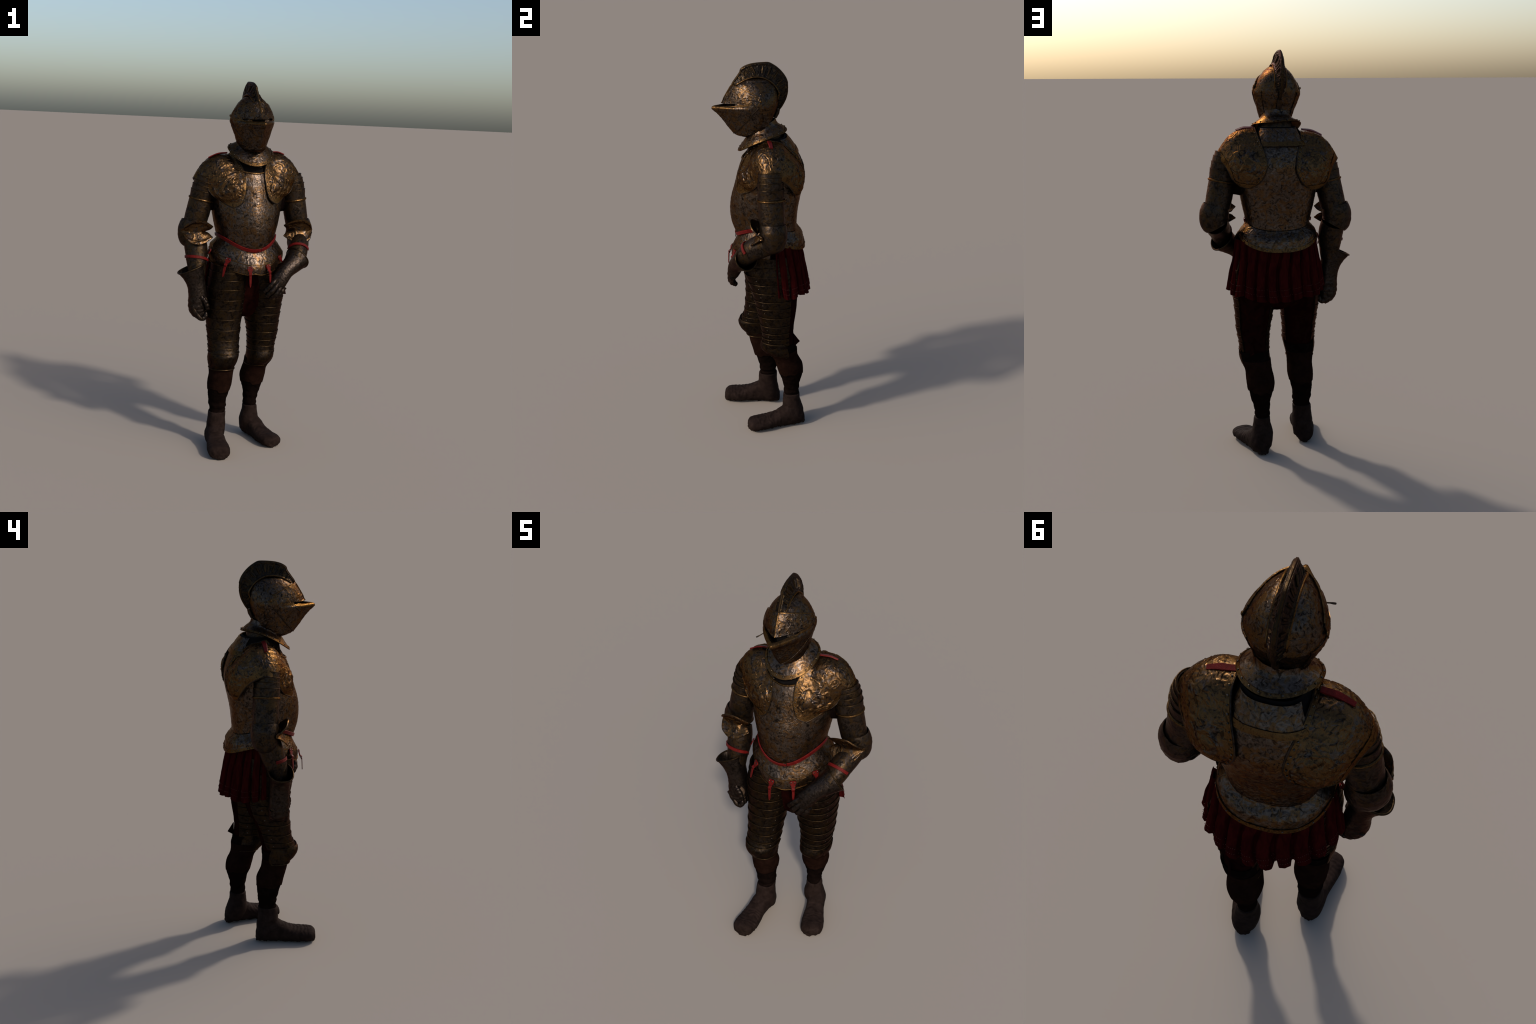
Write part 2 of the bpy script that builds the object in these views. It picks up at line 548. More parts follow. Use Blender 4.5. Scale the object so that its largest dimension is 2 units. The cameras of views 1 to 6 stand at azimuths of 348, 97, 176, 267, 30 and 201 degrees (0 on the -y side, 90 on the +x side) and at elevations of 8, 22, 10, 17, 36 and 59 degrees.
# --------------------------------------------------------------- the gorget ---
def gorget_fn(U, V):
    """falling collar: neck tube opening into a sloping, tilted flange"""
    a = U * 2 * math.pi
    c, s = np.cos(a), np.sin(a)
    k = spline([(0, .072, .070, 0.080), (.2, .078, .077, 0.058), (.55, .102, .102, 0.026), (1, .124, .126, -0.004)], V)
    x = -0.002 + k[..., 0] * c
    y = 0.012 + k[..., 1] * s
    z = 1.612 + k[..., 2] + 0.40 * (y - 0.012) + 0.026 * (1 - s * s) * smooth(0, 1, V)
    return np.stack([x + 0.0 * z, y, z - 0.06 * x * smooth(0, 1, V)], -1)
gorget = shell('gorget', gorget_fn, 150, 40, STEEL, 0.003, emboss(0.0012, 40, 51), wrap=True, flip=True)
shell('gorget_border', gorget_fn, 150, 10, GOLD, 0.003, rough(0.0006, 60), v=(0.80, 1.0), wrap=True, flip=True, lift=0.0025, parent=gorget)
studs('rivet', on_surface(gorget_fn, [(u, 0.88) for u in np.linspace(0, 1, 22, endpoint=False)], 0.0035, True), 0.004, STUD, gorget)
# dark upright neck below the flange, and the lower collar plate
def neck_fn(U, V):
    a = U * 2 * math.pi
    r = spline([(0, .110, .105), (.35, .094, .092), (1, .080, .078)], V)
    y = 0.022 + r[..., 1] * np.sin(a)
    return np.stack([0.002 + r[..., 0] * np.cos(a), y, 1.535 + 0.12 * V + 0.42 * (y - .02)], -1)
shell('neck_plate', neck_fn, 90, 20, BROWN, 0.003, emboss(0.001, 40, 53), wrap=True)
def collar_back_fn(U, V):
    A = 0.10 + U * 0.30
    Z = 1.545 + 0.085 * V
    k = spline([(0, .006), (0.6, .010), (1, .004)], V)
    return place(trunk_local(A, Z, 0.0) + np.stack([0 * U, k, 0 * U], -1))
cb_ = shell('collar_plate', collar_back_fn, 80, 30, STEEL, 0.003, emboss(0.0012, 34, 57))
shell('collar_border', collar_back_fn, 80, 8, GOLD, 0.003, rough(0.0008, 50), v=(0.02, 0.26), parent=cb_, lift=0.003)

# --------------------------------------------------------------- the helmet ---
HC = np.array([-0.010, 0.02])
HH = math.radians(7.1)
HF = np.array([math.sin(HH), -math.cos(HH)])       # forward
HS = np.array([math.cos(HH), math.sin(HH)])        # toward the wearer's left
LEAN = -0.05                                       # crown leans to the right

def helm_place(S, F, Z):
    s = S + LEAN * (Z - 1.80)
    return np.stack([HC[0] + s * HS[0] + F * HF[0], HC[1] + s * HS[1] + F * HF[1], Z + 0.05 * S], -1)

# z, front reach, back reach, half width, pointedness of the front
HELM_ROWS = [(1.630, .112, .020, .045, .3), (1.640, .140, .034, .060, .45), (1.662, .163, .045, .072, .65),
             (1.693, .187, .052, .085, .8), (1.727, .211, .054, .095, .9), (1.755, .236, .067, .105, 1),
             (1.778, .259, .075, .112, 1), (1.786, .254, .079, .115, 1), (1.793, .226, .081, .116, .95),
             (1.800, .214, .083, .1165, .9), (1.833, .192, .082, .108, .6), (1.867, .170, .075, .091, .35),
             (1.893, .150, .063, .073, .2), (1.912, .120, .042, .054, .1), (1.925, .085, .012, .034, 0),
             (1.931, .048, -.030, .008, 0)]

def helm_pt(T, Z):
    """T in [-1, 1] front arc (0 = keel, +-1 = widest), beyond to +-2 = back"""
    k = spline(HELM_ROWS, Z)
    fr, bk, w, pt = k[..., 0], k[..., 1], k[..., 2], k[..., 3]
    fm = (fr - bk) * 0.5
    fw = np.minimum(0.022, fm * 0 + 0.022) + smooth(1.86, 1.931, Z) * 0.015 + 0.01 * smooth(1.70, 1.63, Z)
    t = np.abs(T)
    g = np.clip(t, 0, 1) * math.pi / 2
    f_front = fw + (fr - fw) * ((1 - pt) * np.cos(g) + pt * (1 - np.clip(t, 0, 1)) ** 1.0)
    s_front = w * np.sin(g)
    h = np.clip(t - 1, 0, 1) * math.pi / 2
    f_back = fw - (bk + fw) * np.sin(h)
    s_back = w * np.cos(h)
    F = np.where(t <= 1, f_front, f_back)
    S = np.where(t <= 1, s_front, s_back) * np.sign(T + 1e-9)
    return F, S

def helm_fn(T, Z):
    F, S = helm_pt(T, Z)
    return helm_place(S, F, Z)

def skull_fn(U, V):
    # inside the visor the skull front is cut back, so the sight opens on darkness
    T, Z = U * 4 - 2, 1.655 + 0.276 * (1 - (1 - V) ** 1.6)
    F, S = helm_pt(T, Z)
    F = np.where(F > 0.145, 0.145 + (F - 0.145) * 0.12, F)
    return helm_place(S * (1 - 0.10 * smooth(.08, .15, F)), F, Z)
helmet = shell('helmet', skull_fn, 200, 120, HELM, 0.003,
               lambda P, U, V: emboss(0.0017, 48, 61)(P, U, V) * smooth(1, .9, V) - 0.003, wrap=True)
# the crown cap where rows converge is hidden below the comb

PIV_F, PIV_Z = 0.012, 1.824
def edge_height(T, z_front, f_front, z_pivot, bow=0.0):
    """height of a straight seam (seen from the side) from the keel to the pivot"""
    z = np.full(T.shape, (z_front + z_pivot) / 2)
    for _ in range(30):
        F, _s = helm_pt(T, z)
        q = np.clip((f_front - F) / (f_front - PIV_F), 0, 1)
        z = z * 0.5 + 0.5 * (z_front + (z_pivot - z_front) * q + bow * np.sin(q * math.pi))
    return z

def upper_visor_fn(U, V):
    T = (U - 0.5) * 2.06
    hi = edge_height(T, 1.893, 0.150, 1.840, 0.004)
    lo = slit_height(T) + 0.007 - 0.006 * smooth(0.38, 0.52, np.abs(T))
    return helm_fn(T, lo + (np.maximum(hi, lo + 0.003) - lo) * V)

def slit_height(T):
    return 1.7955 + 0.008 * smooth(0.1, 0.5, np.abs(T)) + 0.012 * smooth(0.5, 1.0, np.abs(T))

def lower_visor_fn(U, V):
    T = (U - 0.5) * 2.06
    hi = slit_height(T) - 0.006 + 0.008 * smooth(0.42, 0.52, np.abs(T))
    lo = edge_height(T, 1.650, 0.152, 1.808, -0.004)
    lo = np.minimum(lo, hi - 0.003)
    return helm_fn(T, lo + (hi - lo) * V)

visor_up = shell('visor', upper_visor_fn, 170, 60, HELM, 0.004, emboss(0.0019, 44, 67), parent=helmet, lift=0.003)
visor_lo = shell('ventail', lower_visor_fn, 170, 76, HELM, 0.004, emboss(0.0014, 48, 71), parent=helmet, lift=0.003)
shell('ventail_border', lower_visor_fn, 120, 10, GOLD, 0.003, rough(0.0005, 60), v=(0.90, 1.0), u=(.14, .86), parent=helmet, lift=0.0045)
# near-black strip modelled behind the sight as its inner shadow
sv = np.linspace(-0.58, 0.58, 40)
def slit_fn(U, V):
    T = (U - 0.5) * 1.06
    z = slit_height(T)
    F, S = helm_pt(T, z)
    return helm_place(S * 0.93, F - 0.034, z - 0.034 + 0.060 * V)
shell('sight_shadow_strip', slit_fn, 60, 4, VOID, 0.002, parent=helmet)
# seams: rolled visor edges
U = np.linspace(0.02, 0.98, 70)
tube('visor_roll', upper_visor_fn(U, np.full_like(U, 1.0)), 0.0042, GOLD, visor_up, seg=6)
tube('visor_roll', lower_visor_fn(U, np.full_like(U, 0.0)), 0.0042, BROWN, visor_lo, seg=6)

# bevor: chin plate wrapping below the visor seam
def bevor_fn(U, V):
    T = (U - 0.5) * 2.9
    hi = edge_height(np.clip(T, -1, 1), 1.655, 0.152, 1.812, -0.004) + 0.006
    hi = np.where(np.abs(T) > 1, 1.812 - 0.02 * (np.abs(T) - 1), hi)
    lo = np.full_like(hi, 1.632) + 0.03 * smooth(0.7, 1.45, np.abs(T))
    return helm_fn(T, lo + (hi - lo) * V)
shell('bevor', bevor_fn, 170, 60, HELM, 0.004, emboss(0.0018, 36, 73), parent=helmet, lift=0.0005)
# chin underside
def chin_fn(U, V):
    F, S = helm_pt(U * 4 - 2, np.full_like(U, 1.640))
    cF = 0.06
    return helm_place(S * V, cF + (F - cF) * V, 1.632 + 0.012 * V ** 3)
shell('chin_plate', chin_fn, 80, 10, BROWN, 0, wrap=True, parent=helmet)

# keel rib down the brow
kz = np.linspace(1.805, 1.895, 16)
F0, S0 = helm_pt(np.zeros_like(kz), kz)
tube('keel_rib', helm_place(S0, F0 + 0.004, kz), np.linspace(0.002, 0.0042, 16), GOLD, helmet)

# pivots
for sgn in (-1, 1):
    F, S = helm_pt(np.array([sgn * 1.0]), np.array([PIV_Z]))
    p = helm_place(S + sgn * 0.004, F * 0 + PIV_F, np.array([PIV_Z]))[0]
    n = np.array([HS[0] * sgn, HS[1] * sgn, 0.1])
    o = studs('pivot', [(p, n)], 0.007, GOLD, helmet, 0.6)
    del o['kind']
# lifting peg on the right of the visor
tube('lifting_peg', [(-.066, -.128, 1.783), (-.082, -.145, 1.771), (-.090, -.151, 1.766), (-.096, -.155, 1.763)],
     [0.0022, 0.0022, 0.0034, 0.003], BROWN, helmet)
# nape tab
tube('nape_tab', [helm_place(0.0, -0.076, 1.766), helm_place(0, -.070, 1.745), helm_place(0, -.058, 1.722)],
     [0.011, 0.012, 0.010], BROWN, helmet, flat=0.9, up=(1, 0, 0), seg=10)

# comb: tall fluted crest standing on the crown
COMB_OUT = [(.154, 1.893), (.146, 1.908), (.128, 1.932), (.110, 1.957), (.104, 1.972), (.078, 1.987), (.038, 1.996),
            (-.021, 1.999), (-.055, 1.986), (-.088, 1.959), (-.113, 1.925), (-.122, 1.893), (-.121, 1.855),
            (-.112, 1.820), (-.094, 1.786), (-.080, 1.768)]
COMB_IN = [(.142, 1.884), (.130, 1.896), (.108, 1.909), (.086, 1.919), (.063, 1.926), (.040, 1.930), (.020, 1.929),
           (0, 1.926), (-.020, 1.917), (-.040, 1.905), (-.058, 1.888), (-.070, 1.870), (-.080, 1.848),
           (-.072, 1.820), (-.062, 1.79), (-.050, 1.768)]
ct = np.linspace(0, 1, len(COMB_OUT))
def comb_side(sgn):
    def fn(U, V):
        o = spline(np.column_stack([ct, COMB_OUT]), U)
        i = spline(np.column_stack([ct, COMB_IN]), U)
        q = i + (o - i) * V[..., None]
        w = (0.020 * (1 - V) ** 1.5 + 0.0065) * smooth(-0.05, 0.10, U) * smooth(1.06, .85, U)
        flute = 0.0030 * (np.cos(U * 2 * math.pi * 19) > 0.35) * smooth(.16, .26, V) * smooth(.86, .76, V) * smooth(.06, .14, U)
        rim = 0.0028 * np.exp(-((V - 0.93) / 0.05) ** 2) + 0.0035 * np.exp(-((V - 0.07) / 0.06) ** 2)
        return helm_place(sgn * (w + flute + rim), q[..., 0], q[..., 1])
    return fn
comb = bpy.data.objects.new('crest', None)
def comb_mesh():
    nu, nv = 420, 30
    U, V = np.meshgrid(np.linspace(0, 1, nu), np.linspace(0, 1, nv), indexing='ij')
    wob = 0.0025 * noise(np.stack([U * 1, U * 0, U * 0], -1), 22, 5) * V
    sides = []
    for sgn in (-1, 1):
        P = comb_side(sgn)(U, V)
        P[..., 2] += wob
        P = P + 0.0008 * noise(P, 160, 8)[..., None]
        sides.append(P)
    V3 = np.vstack([s.reshape(-1, 3) for s in sides])
    n = nu * nv
    F = []
    for i in range(nu - 1):
        for j in range(nv - 1):
            a = i * nv + j
            F.append((a, a + nv, a + nv + 1, a + 1)[::-1])
            F.append((n + a, n + a + nv, n + a + nv + 1, n + a + 1))
        a, b = i * nv + nv - 1, (i + 1) * nv + nv - 1
        F.append((a, b, n + b, n + a)[::-1])
    for j in range(nv - 1):
        F.append((j, j + 1, n + j + 1, n + j)[::-1])
        q = (nu - 1) * nv
        F.append((q + j, q + j + 1, n + q + j + 1, n + q + j))
    return add('crest', V3, F, CREST, helmet, 50)
bpy.data.objects.remove(comb)
crest = comb_mesh()
rope_t = np.linspace(0.02, 1, 90)
o = spline(np.column_stack([ct, COMB_OUT]), rope_t)
tube('crest_rope', helm_place(0 * rope_t, o[:, 0], o[:, 1] - 0.002), 0.0062, LEGGOLD, crest, seg=6)
for sgn in (-1, 1):
    uu = np.linspace(0.06, 0.96, 80)
    tube('crest_foot', comb_side(sgn)(uu, np.full_like(uu, 0.03)), 0.0042, GOLD, crest, seg=6)
# gilded bars on the comb flanks
for sgn in (-1, 1):
    for k, uu in enumerate(np.linspace(0.15, 0.90, 11)):
        vv = np.array([0.30, 0.52, 0.74])
        tube('crest_bar', comb_side(sgn)(np.full(3, uu), vv) + np.array([0, 0, 0.0]), [0.0034, 0.0050, 0.0036],
             LEGGOLD, crest, seg=6, sub=2)

# ------------------------------------------------------------- the pauldrons ---
PY, PZ = 0.02, 1.43
# angle (deg, 0 = up, - = front), inner x, outer x, r at inner, r at .45, r at .75, r at outer
PAULD = [(-119, .120, .165, .158, .148, .136, .126), (-112, .085, .205, .160, .150, .126, .100),
         (-100, .064, .230, .164, .152, .118, .080), (-80, .054, .242, .160, .147, .110, .070),
         (-62, .053, .260, .145, .142, .113, .062), (-42, .066, .286, .148, .148, .117, .058),
         (-15, .100, .302, .176, .174, .132, .058), (12, .112, .304, .188, .178, .135, .058),
         (40, .098, .294, .167, .157, .125, .059), (62, .080, .280, .165, .160, .133, .068),
         (82, .072, .264, .172, .166, .140, .084), (98, .086, .250, .172, .166, .148, .105),
         (111, .112, .234, .170, .164, .150, .128), (121, .150, .200, .166, .162, .154, .148)]

def trunk_r(x, ang):
    """radial distance from the shoulder axis to the trunk surface"""
    dy, dz = np.sin(ang), np.cos(ang)
    lo, hi = np.zeros_like(ang), np.full_like(ang, 0.24)
    for _ in range(22):
        m = (lo + hi) / 2
        y, z = PY + m * dy, PZ + m * dz
        k = spline(TRUNK, z)
        dep = np.where(y < 0, k[..., 1], k[..., 2])
        pw = np.where(y < 0, 1.9, 2.6)
        ins = (np.abs(x) / k[..., 0]) ** pw + (np.abs(y) / dep) ** pw < 1
        ins &= (z < 1.64)
        lo, hi = np.where(ins, m, lo), np.where(ins, hi, m)
    return lo

def pauldron_fn(sgn, dz=0.0, pitch=0.0):
    def fn(U, V):
        deg = -119 + 240 * U
        k = spline(PAULD, deg)
        x = k[..., 0] + (k[..., 1] - k[..., 0]) * V
        t = V
        r = np.zeros_like(V)
        # cubic blend through four radii
        nodes = (0, .45, .75, 1)
        for i in range(4):
            L = 1.0
            for j in range(4):
                if i != j:
                    L = L * (t - nodes[j]) / (nodes[i] - nodes[j])
            r = r + L * k[..., 2 + i]
        ang = np.radians(deg)
        if sgn > 0:
            r = r - 0.010 * smooth(-20, -60, deg)
            x = x * 0.98
        rt = trunk_r(x / (0.97 if sgn > 0 else 1.0), ang) + 0.005
        d = r - rt
        r = rt + 0.5 * (d + np.sqrt(d * d + 0.005 ** 2))
        ang2 = ang + pitch
        # round bulge of the medallions on the front and back lobes
        return place(np.stack([sgn * x, PY + r * np.sin(ang2), PZ + dz + r * np.cos(ang2)], -1))
    return fn

def pauldron_relief(seed):
    e = emboss(0.0024, 38, seed, 0.5)
    def f(P, U, V):
        fade = smooth(0.0, 0.06, U) * smooth(1, .94, U) * smooth(0, .08, V) * smooth(1, .92, V)
        med = 0.0
        for uc in (0.13, 0.86):
            wob = 0.30 * noise(P, 34, seed + 5)
            rr = np.sqrt(((U - uc) / 0.10) ** 2 + ((V - 0.50) / 0.32) ** 2) + wob
            th = np.arctan2((V - 0.50) / 0.32, (U - uc) / 0.10)
            spiral = np.sin(th * 2.0 + rr * 8.0 + 3 * noise(P, 22, seed + 6))
            med = med + 0.0022 * spiral * smooth(1.15, 0.8, rr) + 0.003 * smooth(1.1, .3, rr) \
                + 0.0022 * np.exp(-((rr - 1.12) / 0.07) ** 2)
        return fade * (e(P, U, V) + med)
    return f

ARMS = {}
for sgn, dz, pitch in ((-1, -0.008, 0.0), (1, 0.010, 0.04)):
    fn = pauldron_fn(sgn, dz, pitch)
    fl = sgn > 0
    pd = shell('pauldron', fn, 260, 90, RICH, 0.004, pauldron_relief(81 + sgn), flip=fl)
    shell('pauldron_border', fn, 200, 8, GOLD, 0.003, rough(0.0006, 50), v=(0.0, 0.09), u=(0.01, .99), parent=pd, flip=fl, lift=0.002)
    shell('pauldron_border', fn, 200, 8, GOLD, 0.003, rough(0.0006, 50), v=(0.91, 1.0), u=(0.01, .99), parent=pd, flip=fl, lift=0.002)
    for a, b in ((0.0, 0.035), (0.965, 1.0)):
        shell('pauldron_border', fn, 8, 50, GOLD, 0.003, rough(0.0006, 50), u=(a, b), parent=pd, flip=fl, lift=0.0026)
    rv = [(u, 0.05) for u in np.linspace(0.06, 0.94, 26)]
    studs('rivet', on_surface(fn, rv, 0.0035, fl), 0.0038, STUD, pd)
    uu = np.linspace(0, 1, 140)
    loop = np.vstack([fn(uu, 0 * uu), fn(np.ones(20), np.linspace(0, 1, 20)), fn(uu[::-1], 0 * uu + 1), fn(np.zeros(20), np.linspace(1, 0, 20))])
    keep = [0]
    for i in range(1, len(loop)):
        if np.linalg.norm(loop[i] - loop[keep[-1]]) > 0.003:
            keep.append(i)
    tube('pauldron_roll', loop[keep], 0.0036, BROWN, pd, seg=6, closed=True)

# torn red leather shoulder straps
def strap_bit(a, b, lift, w, name='shoulder_strap'):
    a, b = np.array(a), np.array(b)
    m = (a + b) / 2 + np.array([0, 0, lift])
    return ribbon(name, [a, m, b], [(0, .25, 1), (0, .3, 1), (0, .35, 1)], [w, w * 1.15, w * .8], 0.006, RED)
strap_bit((-.128, .028, 1.616), (-.230, .020, 1.586), 0.008, 0.020)
strap_bit((.108, .058, 1.628), (.196, .078, 1.616), 0.006, 0.020)

# ------------------------------------------------------------------ the arms ---
def arm_ring_lames(name, fn, cuts, mat, gmat, parent, u=(0, 1), wrap=True, step=0.0035, nu=72, relief=None, rim=0.0028, flip=False):
    out = []
    for i in range(len(cuts) - 1):
        v0, v1 = cuts[i], cuts[i + 1]
        sp = v1 - v0
        def f(U, V, v0=v0, sp=sp):
            return fn(U, v0 - 0.10 * sp + (sp * 1.12) * V)
        def rl(P, U, V):
            base = step * (1 - V) ** 1.3
            return base + (relief(P, U, V) if relief else 0)
        ob = shell(name, f, nu, 18, mat, 0.003, rl, u=u, wrap=wrap, parent=parent, flip=flip)
        uu = np.linspace(u[0], u[1], nu, endpoint=not wrap)
        e = on_surface(f, [(q, 0.0) for q in uu], step, flip)
        tube('lame_rim', np.array([p for p, _ in e]), rim, gmat, ob, seg=6, closed=wrap)
        out.append(ob)
    return out

for side in (-1, 1):
    if side < 0:
        top = (-.232, .012, 1.490)
        sh, mid, el = (-.244, .016, 1.44), (-.270, .021, 1.32), (-.290, .024, 1.235)
        elc = (-.302, .028, 1.185)
    else:
        top = (.240, .074, 1.505)
        sh, mid, el = (.252, .076, 1.46), (.276, .081, 1.32), (.291, .086, 1.245)
        elc = (.302, .090, 1.195)
    sx = np.array([CH, SH, 0.0])
    up = sweep([(*top, .056, .056), (*sh, .063, .062), (*(np.array(sh) * .5 + np.array(mid) * .5), .065, .064),
                (*mid, .065, .065), (*el, .063, .064)], sx)
    arm = shell('rerebrace', up, 96, 60, BROWN, 0.003, emboss(0.0010, 34, 91), v=(0.52, 1.0), wrap=True, flip=False)
    arm_ring_lames('arm_lame', up, [0.02, 0.15, 0.27, 0.39, 0.54], BROWN, LEGGOLD, arm, nu=90, relief=emboss(0.0009, 36, 95), rim=0.002)
    ring = up(np.linspace(0, 1, 60, endpoint=False), np.full(60, 0.56))
    tube('arm_bead', ring, 0.006, GOLD, arm, closed=True, seg=8)
    # dark mail gusset filling the armpit
    gx = np.array(sh) * np.array([1, 1, 0]) + np.array([0, 0.012, 1.375])
    gk = [gx - sx * side * .11, gx - sx * side * .05, gx + sx * side * .02]
    gus = sweep([(*gk[0], .080, .050), (*gk[1], .070, .040), (*gk[2], .062, .036)], (0, 0, 1))
    shell('mail_gusset', gus, 40, 16, HOSE, 0, rough(0.003, 60), wrap=True, parent=arm)
    # elbow cop
    e = np.array(elc)
    out = sx * side
    cop_keys = [(*(e + np.array([0, 0, .062]) - out * .004), .063, .064), (*(e + np.array([0, 0, .042]) + out * .000), .068, .068),
                (*(e + np.array([0, 0, .020]) + out * .003), .071, .070), (*(e + out * .004), .071, .070),
                (*(e + np.array([0, 0, -.022]) + out * .003), .070, .066), (*(e + np.array([0, 0, -.046]) - out * .010), .062, .060)]
    cop = sweep(cop_keys, sx)
    couter = shell('couter', cop, 80, 40, BROWN, 0.003,
                   lambda P, U, V, s=side: emboss(0.0012, 34, 97)(P, U, V)
                   + 0.004 * np.exp(-(((U + (0.5 if s < 0 else 0) + .5) % 1 - .5) / .09) ** 2) * np.sin(np.clip(V, 0, 1) * math.pi) ** 1.5,
                   wrap=True)
    # heart-shaped wing in front of the elbow
    hd = math.atan2(out[1], out[0])
    def wing_fn(U, V, e=e, side=side):
        b = V                      # 0 outer side .. 1 inner tip
        ang = math.radians(218) + math.radians(102) * b if side < 0 else math.radians(-34) - math.radians(106) * b
        h = spline([(0, .008), (.15, .018), (.35, .048), (.55, .066), (.78, .056), (1, .028)], b)
        R = spline([(0, .082), (.25, .082), (.5, .086), (.75, .093), (1, .103)], b)
        w = (U - 0.5) * 2
        notch = 1 - 0.22 * smooth(.72, 1, b) * np.exp(-(w / .22) ** 2)
        R = (R + 0.030 * np.abs(w) ** 1.4 * smooth(0, .35, b)) * notch
        return np.stack([e[0] + R * np.cos(ang), e[1] + R * np.sin(ang) + 0.0, e[2] + 0.012 + w * h], -1)
    wing = shell('elbow_wing', wing_fn, 60, 60, RICH, 0.004, emboss(0.0022, 30, 101), parent=couter, flip=side < 0, lip=0.004, lipw=0.16)

# right forearm hangs straight, left forearm reaches across to the hip
SX = np.array([CH, SH, 0.0])
foreR = sweep([(-.295, .012, 1.150, .060, .062), (-.286, -.004, 1.110, .062, .062), (-.282, -.020, 1.060, .060, .058),
               (-.282, -.036, 1.010, .052, .052), (-.283, -.045, .960, .046, .046)], SX, 2.0, (.003, 0, 0))
vambrace_r = shell('vambrace', foreR, 80, 60, BROWN, 0.003, emboss(0.0010, 34, 105), wrap=True)
foreL = sweep([(.310, .086, 1.170, .060, .060), (.300, .034, 1.146, .060, .060), (.290, -.018, 1.118, .056, .056),
               (.280, -.056, 1.084, .050, .050), (.262, -.084, 1.056, .045, .045)], (0.35, 0.1, 1.0), 2.0, (-.008, .004, -.002))
vambrace_l = shell('vambrace', foreL, 80, 60, BROWN, 0.003, emboss(0.0010, 34, 107), wrap=True)

def wrap_strap(fn, v, parent, u0, u1, w=0.016, slope=0.0, lift=0.003, flip=False):
    uv = [(u, v + slope * (u - u0)) for u in np.linspace(u0, u1, 14)]
    e = on_surface(fn, uv, lift, flip)
    return ribbon('arm_strap', [p for p, _ in e], [n for _, n in e], [w] * 12 + [w * .7, w * .15], 0.004, RED, parent, 3)
wrap_strap(foreR, 0.52, vambrace_r, 0.50, 0.02, slope=-0.22)
wrap_strap(foreL, 0.60, vambrace_l, -0.14, 0.30)

def finger(pts, rad, mat, parent, name='finger'):
    pts = np.asarray(pts, float)
    t = np.linspace(0, len(pts) - 1, 26)
    p = spline(np.column_stack([np.arange(len(pts)), pts]), t)
    q = np.linspace(0, 1, 26)
    r = np.interp(q, [0, .3, .6, .9, 1], np.array(rad)) * (1 + 0.08 * np.cos(q * math.pi * 2 * 5))
    r = r * np.sqrt(np.clip(1 - smooth(0.86, 1.02, q) ** 2 * .9, 0.05, 1))
    return tube(name, p, r, mat, parent, seg=12)

# right gauntlet: bell cuff, hand closed beside the thigh
cuffR = sweep([(-.313, -.054, 1.000, .074, .060), (-.298, -.052, .965, .060, .055), (-.284, -.050, .925, .051, .051),
               (-.275, -.049, .885, .048, .050), (-.271, -.049, .845, .048, .051), (-.268, -.048, .800, .050, .051),
               (-.264, -.046, .772, .046, .048), (-.253, -.044, .746, .034, .042), (-.245, -.042, .726, .018, .030)], SX, 2.4, (0, 0, 0))
gaunt_r = shell('gauntlet', cuffR, 90, 90, GLOVE, 0.003, lambda P, U, V: emboss(0.0012, 40, 111)(P, U, V)
                + 0.0022 * np.abs(np.sin(V * 32)) * smooth(.45, .6, V), wrap=True)
tube('cuff_roll', cuffR(np.linspace(0, 1, 60, endpoint=False), np.zeros(60)), 0.004, LEGGOLD, gaunt_r, closed=True)
for k in range(4):
    y = -.086 + k * .024
    finger([(-.302, y, .800), (-.282, y, .762), (-.250, y, .730 + .003 * k), (-.230, y, .742), (-.226, y, .768)],
           [.013, .0135, .0135, .012, .010], GLOVE, gaunt_r)
finger([(-.258, -.092, .850), (-.236, -.100, .828), (-.224, -.100, .800), (-.222, -.092, .775)],
       [.014, .014, .013, .012, .009], GLOVE, gaunt_r, 'thumb')
palm = sweep([(-.238, -.088, .850, .006, .012), (-.230, -.078, .82, .010, .018), (-.232, -.060, .78, .010, .022), (-.232, -.055, .75, .008, .018)], SX)
shell('palm', palm, 24, 16, TAN, 0, rough(0.001, 60), wrap=True, parent=gaunt_r)

# left gauntlet: wide cuff, back of the hand up, fingers toward the groin
dirL = unit(np.array([-.115, -.085, -.120]))
cuffL = sweep([(.280, -.060, 1.074, .066, .058), (.254, -.084, 1.052, .056, .051), (.224, -.107, 1.028, .047, .045),
               (.198, -.124, 1.004, .043, .041), (.177, -.136, .977, .044, .037), (.160, -.143, .954, .045, .033),
               (.147, -.149, .935, .041, .027), (.138, -.151, .922, .031, .018)], (.90, -.20, -.45), 2.3, (-.008, .007, -.010))
gaunt_l = shell('gauntlet', cuffL, 90, 80, GLOVE, 0.003, lambda P, U, V: emboss(0.0012, 40, 113)(P, U, V), wrap=True)
tube('cuff_roll', cuffL(np.linspace(0, 1, 60, endpoint=False), np.zeros(60)), 0.004, LEGGOLD, gaunt_l, closed=True)
kn = [((.146, -.154, .966), (.114, -.166, .932), (.088, -.157, .903)),
      ((.158, -.160, .950), (.126, -.170, .908), (.102, -.156, .880)),
      ((.174, -.158, .934), (.148, -.166, .892), (.126, -.150, .868)),
      ((.190, -.148, .922), (.170, -.154, .888), (.152, -.140, .870))]
kn = [tuple(np.array(q) + np.array([-.006, .005, -.004]) for q in k) for k in kn]
for a, b, c in kn:
    finger([a, b, c, np.array(c) + np.array([-.004, .010, -.006])], [.0145, .0145, .0135, .012, .009], GLOVE, gaunt_l)
finger([(.165, -.100, .985), (.140, -.125, .972), (.122, -.140, .952), (.112, -.140, .932)], [.014, .014, .013, .012, .009], GLOVE, gaunt_l, 'thumb')

